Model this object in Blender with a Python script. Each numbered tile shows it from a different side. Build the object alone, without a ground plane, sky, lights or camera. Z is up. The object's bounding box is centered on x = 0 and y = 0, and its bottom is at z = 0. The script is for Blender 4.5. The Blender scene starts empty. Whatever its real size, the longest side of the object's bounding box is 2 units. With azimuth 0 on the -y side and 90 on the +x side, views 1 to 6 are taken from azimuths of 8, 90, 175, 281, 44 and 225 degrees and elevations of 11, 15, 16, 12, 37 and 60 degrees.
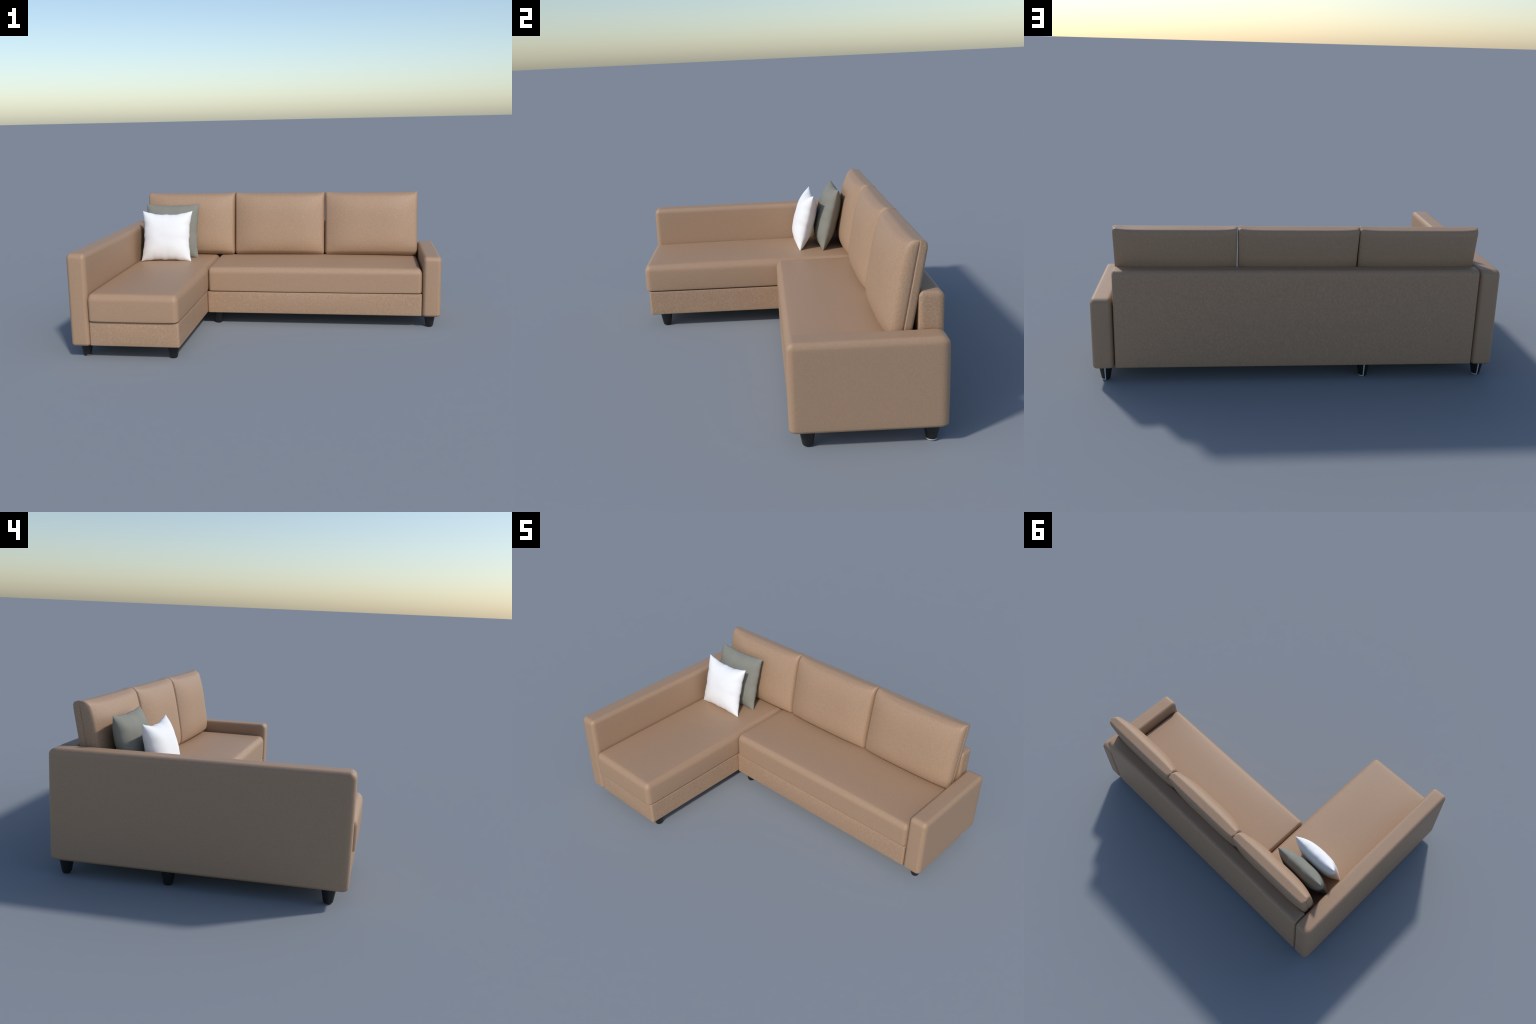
# Corner sofa with chaise and two throw pillows.  Metres, z up.
import bpy, math, random
from mathutils import Vector, Matrix, noise

random.seed(7)

# ------------------------------------------------------------------ helpers
def axis_samples(h, r0, r1, n_mid, n_cor=6):
    """Sample positions along one axis of a rounded box (half size h), dense in
    the rounded zones r0 (low end) and r1 (high end)."""
    lo = [-h + r0 - r0 * math.tan(math.radians(45 * (1 - i / n_cor))) for i in range(n_cor)]
    hi = [h - r1 + r1 * math.tan(math.radians(45 * (i / n_cor))) for i in range(1, n_cor + 1)]
    a, b = -h + r0, h - r1
    mid = [a + (b - a) * i / n_mid for i in range(n_mid + 1)]
    return lo + mid + hi


def box_surface(name, sx, sy, sz, fn, smooth=True):
    """Closed grid over the six faces of a box; fn maps box point -> position."""
    nx, ny, nz = len(sx) - 1, len(sy) - 1, len(sz) - 1
    idx, verts, faces = {}, [], []

    def v(i, j, k):
        key = (i, j, k)
        if key not in idx:
            idx[key] = len(verts)
            verts.append(fn(sx[i], sy[j], sz[k]))
        return idx[key]
    for i in range(nx):
        for j in range(ny):
            faces.append((v(i, j, 0), v(i, j + 1, 0), v(i + 1, j + 1, 0), v(i + 1, j, 0)))
            faces.append((v(i, j, nz), v(i + 1, j, nz), v(i + 1, j + 1, nz), v(i, j + 1, nz)))
    for i in range(nx):
        for k in range(nz):
            faces.append((v(i, 0, k), v(i + 1, 0, k), v(i + 1, 0, k + 1), v(i, 0, k + 1)))
            faces.append((v(i, ny, k), v(i, ny, k + 1), v(i + 1, ny, k + 1), v(i + 1, ny, k)))
    for j in range(ny):
        for k in range(nz):
            faces.append((v(0, j, k), v(0, j, k + 1), v(0, j + 1, k + 1), v(0, j + 1, k)))
            faces.append((v(nx, j, k), v(nx, j + 1, k), v(nx, j + 1, k + 1), v(nx, j, k + 1)))
    me = bpy.data.meshes.new(name)
    me.from_pydata(verts, [], faces)
    me.update()
    if smooth:
        me.shade_smooth()
    return me


def rounded(p, h, rlo, rhi):
    """Push a point of a box surface onto the same box with rounded edges."""
    q, d, rr = [0] * 3, [0] * 3, [0] * 3
    for a in range(3):
        lo, hi = -h[a] + rlo[a], h[a] - rhi[a]
        if p[a] < lo:
            q[a], rr[a] = lo, rlo[a]
        elif p[a] > hi:
            q[a], rr[a] = hi, rhi[a]
        else:
            q[a], rr[a] = p[a], 1.0
        d[a] = (p[a] - q[a]) / rr[a]
    n = math.sqrt(sum(x * x for x in d)) or 1.0
    return [q[a] + rr[a] * d[a] / n for a in range(3)]


def add(name, me, mat, parent, loc=(0, 0, 0), rot=None):
    ob = bpy.data.objects.new(name, me)
    bpy.context.scene.collection.objects.link(ob)
    if mat and not me.materials:
        me.materials.append(mat)
    ob.parent = parent
    ob.location = loc
    if rot:
        ob.rotation_euler = rot
    return ob


def soft_box(name, lo, hi, rlo, rhi, mat, parent, bulge=None, n=(12, 12, 8)):
    """Upholstered block between two corners, own radius for each of six sides;
    bulge(a, b, c) gets -1..1 coordinates and returns an extra offset."""
    c = [(lo[a] + hi[a]) / 2 for a in range(3)]
    h = [(hi[a] - lo[a]) / 2 for a in range(3)]
    s = [axis_samples(h[a], rlo[a], rhi[a], n[a]) for a in range(3)]

    def fn(x, y, z):
        p = rounded((x, y, z), h, rlo, rhi)
        if bulge:
            o = bulge(x / h[0], y / h[1], z / h[2])
            p = [p[a] + o[a] for a in range(3)]
        return p
    return add(name, box_surface(name, *s, fn), mat, parent, c)


# ---------------------------------------------------------------- materials
def ramp(nt, stops):
    n = nt.nodes.new("ShaderNodeValToRGB")
    e = n.color_ramp.elements
    while len(e) < len(stops):
        e.new(0.5)
    for el, (pos, col) in zip(e, stops):
        el.position = pos
        el.color = (*col, 1)
    return n


def fabric(name, base, grain, size, stretch, bump, rough=0.55, spec=0.5, sheen=0.0):
    """Woven upholstery: two noises (soft melange + fine thread) and thread bump."""
    m = bpy.data.materials.new(name)
    m.use_nodes = True
    nt = m.node_tree
    L = nt.links.new
    bsdf = nt.nodes["Principled BSDF"]
    tc = nt.nodes.new("ShaderNodeTexCoord")
    mp = nt.nodes.new("ShaderNodeMapping")
    mp.inputs["Scale"].default_value = stretch
    L(tc.outputs["Object"], mp.inputs["Vector"])
    mel = nt.nodes.new("ShaderNodeTexNoise")
    mel.inputs["Scale"].default_value = size
    mel.inputs["Detail"].default_value = 3
    mel.inputs["Roughness"].default_value = 0.65
    L(mp.outputs[0], mel.inputs["Vector"])
    fine = nt.nodes.new("ShaderNodeTexNoise")
    fine.inputs["Scale"].default_value = size * 2.6
    fine.inputs["Detail"].default_value = 2
    L(tc.outputs["Object"], fine.inputs["Vector"])
    mix = nt.nodes.new("ShaderNodeMix")
    mix.data_type = 'FLOAT'
    mix.inputs["Factor"].default_value = 0.4
    L(mel.outputs["Fac"], mix.inputs[2])
    L(fine.outputs["Fac"], mix.inputs[3])
    lo = [c * (1 - 0.8 * grain) for c in base]
    hi = [c * (1 + 1.2 * grain) for c in base]
    cr = ramp(nt, [(0.36, lo), (0.50, base), (0.64, hi)])
    L(mix.outputs[0], cr.inputs["Fac"])
    L(cr.outputs["Color"], bsdf.inputs["Base Color"])
    bsdf.inputs["Roughness"].default_value = rough
    bsdf.inputs["Specular IOR Level"].default_value = spec
    bsdf.inputs["Sheen Weight"].default_value = sheen
    bsdf.inputs["Sheen Roughness"].default_value = 0.5
    if bump:
        b = nt.nodes.new("ShaderNodeBump")
        b.inputs["Strength"].default_value = bump
        b.inputs["Distance"].default_value = 0.0015
        L(mix.outputs[0], b.inputs["Height"])
        L(b.outputs["Normal"], bsdf.inputs["Normal"])
    return m


def plain(name, col, rough, metallic=0.0, spec=0.5):
    m = bpy.data.materials.new(name)
    m.use_nodes = True
    nt = m.node_tree
    b = nt.nodes["Principled BSDF"]
    tc = nt.nodes.new("ShaderNodeTexCoord")
    no = nt.nodes.new("ShaderNodeTexNoise")
    no.inputs["Scale"].default_value = 60
    nt.links.new(tc.outputs["Object"], no.inputs["Vector"])
    cr = ramp(nt, [(0.3, [c * 0.92 for c in col]), (0.7, [min(1, c * 1.06) for c in col])])
    nt.links.new(no.outputs["Fac"], cr.inputs["Fac"])
    nt.links.new(cr.outputs["Color"], b.inputs["Base Color"])
    b.inputs["Roughness"].default_value = rough
    b.inputs["Metallic"].default_value = metallic
    b.inputs["Specular IOR Level"].default_value = spec
    return m


TAN = (0.394, 0.253, 0.158)
tan_fine = fabric("tan_fabric_fine", TAN, 0.10, 230, (1, 1, 0.7), 0.25)
tan_coarse = fabric("tan_fabric_coarse", TAN, 0.20, 190, (1.3, 1, 0.55), 0.5)
tan_cushion = fabric("tan_fabric_cushion", TAN, 0.15, 215, (1.3, 1, 0.65), 0.4)
tan_end = fabric("tan_fabric_end", TAN, 0.15, 120, (1, 0.7, 1.1), 0.9)
white_cloth = fabric("white_cloth", (0.86, 0.86, 0.86), 0.02, 260, (1, 1, 1), 0.15, rough=0.8, spec=0.3)
grey_cloth = fabric("grey_green_cloth", (0.240, 0.237, 0.200), 0.05, 240, (1, 1, 1), 0.15, rough=0.8, spec=0.3)
black_plastic = plain("black_plastic", (0.010, 0.010, 0.010), 0.45)
pale_glide = plain("pale_glide", (0.55, 0.57, 0.58), 0.5)

# --------------------------------------------------------------------- sofa
sofa = bpy.data.objects.new("corner_sofa", None)
bpy.context.scene.collection.objects.link(sofa)
sofa["label"] = "tan fabric corner sofa with chaise and black tapered feet"
sofa["category"] = "sofa"

sq = lambda t: 1 - t * t


def crown(ax, ay, az):
    """Slight padding of flat faces: offsets at the middle of x, y and z sides."""
    def f(a, b, c):
        return (ax * a * sq(b) * sq(c), ay * b * sq(a) * sq(c), az * c * sq(a) * sq(b))
    return f


# arm rests: tall one along the chaise, short one at the other end
soft_box("armrest", (-1.0, -0.649, 0.069), (-0.894, 0.663, 0.574),
         (0.022, 0.028, 0.018), (0.022, 0.038, 0.030), tan_fine, sofa, crown(0, 0.002, 0), (6, 24, 12))
soft_box("armrest", (0.893, 0.063, 0.069), (1.0, 0.663, 0.434),
         (0.022, 0.028, 0.018), (0.022, 0.038, 0.030), tan_fine, sofa, crown(0, 0.002, 0), (6, 16, 10))

# back panel between the arms
panel = soft_box("back_panel", (-0.8945, 0.566, 0.075), (0.8915, 0.662, 0.573),
         (0.011, 0.020, 0.008), (0.011, 0.026, 0.024), tan_coarse, sofa, crown(0, 0.003, 0), (30, 6, 12))

# the narrow ends are covered with a looser, coarser piece of cloth
panel.data.materials.append(tan_end)
for poly in panel.data.polygons:
    if abs(poly.normal.x) > 0.75:
        poly.material_index = 1

# plinth boxes (chaise and main seat)
soft_box("base_panel", (-0.8945, -0.645, 0.0745), (-0.404, 0.565, 0.2085),
         (0.012, 0.012, 0.006), (0.012, 0.010, 0.004), tan_coarse, sofa, crown(0.0, 0.006, 0), (10, 20, 6))
soft_box("base_panel", (-0.403, 0.068, 0.0745), (0.8905, 0.565, 0.2085),
         (0.012, 0.010, 0.006), (0.010, 0.010, 0.004), tan_coarse, sofa, crown(0, 0.005, 0), (24, 10, 6))


def seat_bulge(front, side_lo, side_hi, top, rise):
    def f(a, b, c):
        e = max(0.0, sq(c * 0.9)) ** 0.6
        flat = lambda t: max(0.0, 1 - abs(t) ** 4)
        y = -front * max(0.0, -b) * e * (0.35 + 0.65 * flat(a)) if b < 0 else 0.0
        x = side_hi * a * e * flat(b) if a > 0 else side_lo * a * e * flat(b)
        # thin out to zero away from the rim so that only the sides swell
        x *= abs(a) ** 3
        y *= abs(b) ** 3
        z = top * max(0.0, c) * (1 - abs(a) ** 3) * (1 - abs(b) ** 3)
        z += rise * max(0.0, c) * (b + 1) / 2
        # the lower seam sags a little between the corners
        z -= 0.002 * max(0.0, -c) * (1 - abs(a) ** 4) * (1 if b < 0 else 0) * abs(b) ** 6
        return (x, y, z)
    return f


soft_box("seat_cushion", (-0.8935, -0.659, 0.209), (-0.405, 0.545, 0.3585),
         (0.022, 0.031, 0.009), (0.026, 0.040, 0.038), tan_fine, sofa,
         seat_bulge(0.004, 0.0, 0.008, 0.013, 0.004), (16, 30, 10))
soft_box("seat_cushion", (-0.3965, 0.066, 0.209), (0.8905, 0.545, 0.3585),
         (0.018, 0.029, 0.009), (0.025, 0.040, 0.038), tan_fine, sofa,
         seat_bulge(0.001, 0.0, 0.0, 0.012, 0.004), (36, 16, 10))

# ------------------------------------------------------------ back cushions
TILT = math.radians(9.7)
CUSHION_H = 0.412


def back_cushion_mesh(name, width):
    """Boxed cushion in local axes: x along the width, y depth (front is -y,
    seam plane y = 0), z up along the tilted seam, bottom at z = 0."""
    H = CUSHION_H
    hw = width / 2
    h = (hw, 0.034, H / 2)
    r = 0.017
    sx = axis_samples(h[0], r, r, 30, 7)
    sz = axis_samples(h[2], 0.028, 0.036, 22, 7)
    # depth samples get a tight crease at the seam
    sy = [-0.034 + 0.034 * (1 - math.cos(math.pi / 2 * i / 12)) ** 0.8 for i in range(12)]
    sy = [y for y in sy if y < -0.004] + [-0.0025, -0.0012, 0.0, 0.0012, 0.0025, 0.006, 0.010,
                                          0.015, 0.020, 0.024, 0.028, 0.031, 0.034]
    rl, rh = (r, 0.021, 0.028), (r, 0.014, 0.036)

    def fn(x, y, z):
        p = rounded((x, y, z), h, rl, rh)
        u, w = x / h[0], z / h[2]
        au, aw = min(1.0, abs(u)), min(1.0, abs(w))
        # the seam keeps its corners square: small ears at the top, softer below
        keep = math.exp(-(p[1] / 0.016) ** 2) * (0.85 if w > 0 else 0.3)
        corner = min(1.0, max(0.0, (abs(x) - h[0] + r) / r)) * \
            min(1.0, max(0.0, (abs(z) - h[2] + 0.036) / 0.036))
        keep *= min(1.0, corner * 3)
        p[0] += (x - p[0]) * keep
        p[2] += (z - p[2]) * keep
        # the rear panel is boxier at its ends than the front
        if y > 0:
            p[0] += (x - p[0]) * 0.55
        # waist: sides pull in at mid height and taper down to the bottom
        pinch = 0.0014 * max(0.0, 1 - ((w - 0.1) / 0.9) ** 2) + 0.0015 * max(0.0, -w)
        if y > 0:
            pinch += 0.0016 * (1 - w) * y / 0.034
        p[0] -= pinch * u * abs(u) ** 2
        # between the ears the top edge hangs a little lower
        if w > 0:
            p[2] -= 0.0075 * (1 - au ** 8) * w ** 6
        # crease of the seam, at the sides only
        g = 0.0035 * math.exp(-(y / 0.0020) ** 2) * max(0.0, 1 - max(0.0, w) ** 14)
        p[0] -= g * math.copysign(1, u) * au ** 40
        # filling: the front swells softly, the rear a little
        ru, rw = min(1.0, abs(p[0] / h[0])), max(-1.0, min(1.0, p[2] / h[2]))
        pad_u = 1 - ru ** 3.6
        pad_w = 0.12 + 0.88 * (1 - rw ** 2.9) if rw > 0 else 0.22 + 0.78 * (1 - (-rw) ** 5.5)
        if y < 0:
            p[1] *= 1 + 0.33 * (1 - abs(rw) ** 6) + 1.22 * pad_u * pad_w
        else:
            p[1] *= 1 + 0.36 * (1 - ru ** 5) * (1 - 0.6 * abs(rw) ** 4)
        p[2] += H / 2
        return p
    return box_surface(name, sx, sy, sz, fn)


seam_top = Vector((0, 0.569, 0.770))
down = Vector((0, -math.sin(TILT), -math.cos(TILT)))
origin = seam_top + down * CUSHION_H
cushion_mesh = back_cushion_mesh("back_cushion", 0.5912)
for xc in (-0.5914, 0.0, 0.5930):
    ob = add("back_cushion", cushion_mesh, tan_cushion, sofa,
             (xc, origin.y, origin.z), (-TILT, 0, 0))

# --------------------------------------------------------------------- legs
def lathe(name, profile, seg=32, a0=0.0, a1=2 * math.pi, closed=True):
    verts, faces = [], []
    n = seg if closed else seg + 1
    for i in range(n):
        a = a0 + (a1 - a0) * i / seg
        for r, z in profile:
            verts.append((r * math.cos(a), r * math.sin(a), z))
    m = len(profile)
    for i in range(seg):
        i2 = (i + 1) % n
        for j in range(m - 1):
            faces.append((i * m + j, i2 * m + j, i2 * m + j + 1, i * m + j + 1))
    if closed:
        faces.append([i * m for i in range(n)][::-1])
        faces.append([i * m + m - 1 for i in range(n)])
    else:
        for i in range(seg):        # inner wall closes the strip
            faces.append((i * m + m - 1, (i + 1) * m + m - 1, (i + 1) * m, i * m))
        faces.append(list(range(m))[::-1])
        faces.append([(n - 1) * m + j for j in range(m)])
    me = bpy.data.meshes.new(name)
    me.from_pydata(verts, [], faces)
    me.update()
    me.shade_smooth()
    me.set_sharp_from_angle(angle=math.radians(40))
    return me


R0, R1, ZT = 0.0220, 0.0350, 0.080
leg_mesh = lathe("leg", [(0.0165, 0.0), (0.0190, 0.0012), (0.0205, 0.004), (R0, 0.008),
                         (R1, ZT)])
rad = lambda z: R0 + (R1 - R0) * (z - 0.008) / (ZT - 0.008)
# thin pale strip slightly proud of the foot's side, spreading out into the glide
strip_mesh = lathe("leg_strip", [(rad(0.010) - 0.002, 0.006), (rad(0.010) + 0.0006, 0.006),
                                (rad(0.076) + 0.0006, 0.076), (rad(0.076) - 0.002, 0.076)],
                  4, math.radians(85), math.radians(96), False)


def glide(a0, a1, name="glide"):
    return lathe(name, [(0.015, 0.0002), (0.0192, 0.0002), (0.0212, 0.0028), (0.0220, 0.0068),
                        (0.0195, 0.0080)], 20, math.radians(a0), math.radians(a1), False)


glide_back = glide(-95, 96)
glide_toe = lathe('glide', [(0.015, 0.0002), (0.0182, 0.0002), (0.0204, 0.0018), (0.0211, 0.0034),
                           (0.0180, 0.0040)], 12, math.radians(-85), math.radians(-25), False)
legs = [(-0.942, -0.566, 'toe'), (-0.942, 0.133, 'toe'), (-0.942, 0.607, 'back'),
        (-0.457, -0.566, ''), (-0.347, 0.133, ''), (-0.347, 0.607, 'back'),
        (0.942, 0.133, ''), (0.942, 0.607, 'back')]
for x, y, kind in legs:
    lg = add("leg", leg_mesh, black_plastic, sofa, (x, y, 0))
    if kind == 'back':
        add("leg_strip", strip_mesh, pale_glide, lg)
        add("glide", glide_back, pale_glide, lg)
    elif kind == 'toe':
        add("glide", glide_toe, pale_glide, lg)


# ------------------------------------------------------------------ pillows
def pillow(name, w, h, t_front, t_back, sag, seed, mat):
    """Knife-edge pillow in local axes: x width, z height (bottom at 0), y depth."""
    N = 44
    hw, hh = w / 2, h / 2
    us = [math.sin(math.pi / 2 * (2 * i / N - 1)) for i in range(N + 1)]
    rnd = random.Random(seed)
    ph = [rnd.uniform(0, 6.28) for _ in range(8)]

    def point(u, v, s):
        # edges drawn in between the corners, with small puckers in the seam
        ex = sag[0] if u > 0 else sag[1]
        ez = sag[2] if v > 0 else sag[3]
        puck_x = 0.0016 * math.sin(9 * v + ph[0]) + 0.001 * math.sin(21 * v + ph[1])
        puck_z = 0.0016 * math.sin(9 * u + ph[2]) + 0.001 * math.sin(21 * u + ph[3])
        x = u * (hw - (ex + puck_x) * (1 - abs(v) ** 2.2))
        z = v * (hh - (ez + puck_z) * (1 - abs(u) ** 2.2))
        body = max(0.0, (1 - abs(u) ** 3) * (1 - abs(v) ** 3))
        t = body ** 0.58
        n = noise.noise(Vector((u * 2.1 + seed, v * 2.1, s * 3.0)))
        rim = (max(abs(u), abs(v))) ** 3 * (1 - max(abs(u), abs(v)) ** 8)
        folds = math.sin(11 * u + ph[4]) * abs(v) ** 3 + math.sin(11 * v + ph[5]) * abs(u) ** 3
        d = (t_front if s < 0 else t_back) * t * (1 + 0.06 * n) + 0.0022 * folds * rim * 1.5
        return (x, s * max(d, 0.0), z + hh)
    verts, faces, ids = [], [], {}
    for s in (-1, 1):
        for i, u in enumerate(us):
            for j, v in enumerate(us):
                edge = i in (0, N) or j in (0, N)
                key = (i, j) if edge else (i, j, s)
                if key not in ids:
                    ids[key] = len(verts)
                    verts.append(point(u, v, s if not edge else 0))
    get = lambda i, j, s: ids[(i, j)] if (i in (0, N) or j in (0, N)) else ids[(i, j, s)]
    for s in (-1, 1):
        for i in range(N):
            for j in range(N):
                q = (get(i, j, s), get(i + 1, j, s), get(i + 1, j + 1, s), get(i, j + 1, s))
                faces.append(q if s < 0 else q[::-1])
    me = bpy.data.meshes.new(name)
    me.from_pydata(verts, [], faces)
    me.update()
    me.shade_smooth()
    me.materials.append(mat)
    return me


def place_pillow(me, loc, rot, label):
    ob = bpy.data.objects.new("throw_pillow", me)
    bpy.context.scene.collection.objects.link(ob)
    ob.location = loc
    ob.rotation_euler = rot
    ob["label"] = label
    ob["category"] = "pillow"
    return ob


grey = pillow("throw_pillow", 0.354, 0.355, 0.058, 0.060, (0.010, 0.011, 0.012, 0.008), 3, grey_cloth)
place_pillow(grey, (-0.691, 0.331, 0.368), (math.radians(-15.0), 0, math.radians(1.0)),
             "soft grey-green square throw pillow leaning back")
white = pillow("throw_pillow", 0.325, 0.323, 0.058, 0.056, (0.018, 0.015, 0.025, 0.011), 5, white_cloth)
place_pillow(white, (-0.693, 0.204, 0.369), (math.radians(-15.2), 0, math.radians(0.5)),
             "plain white square throw pillow leaning back")
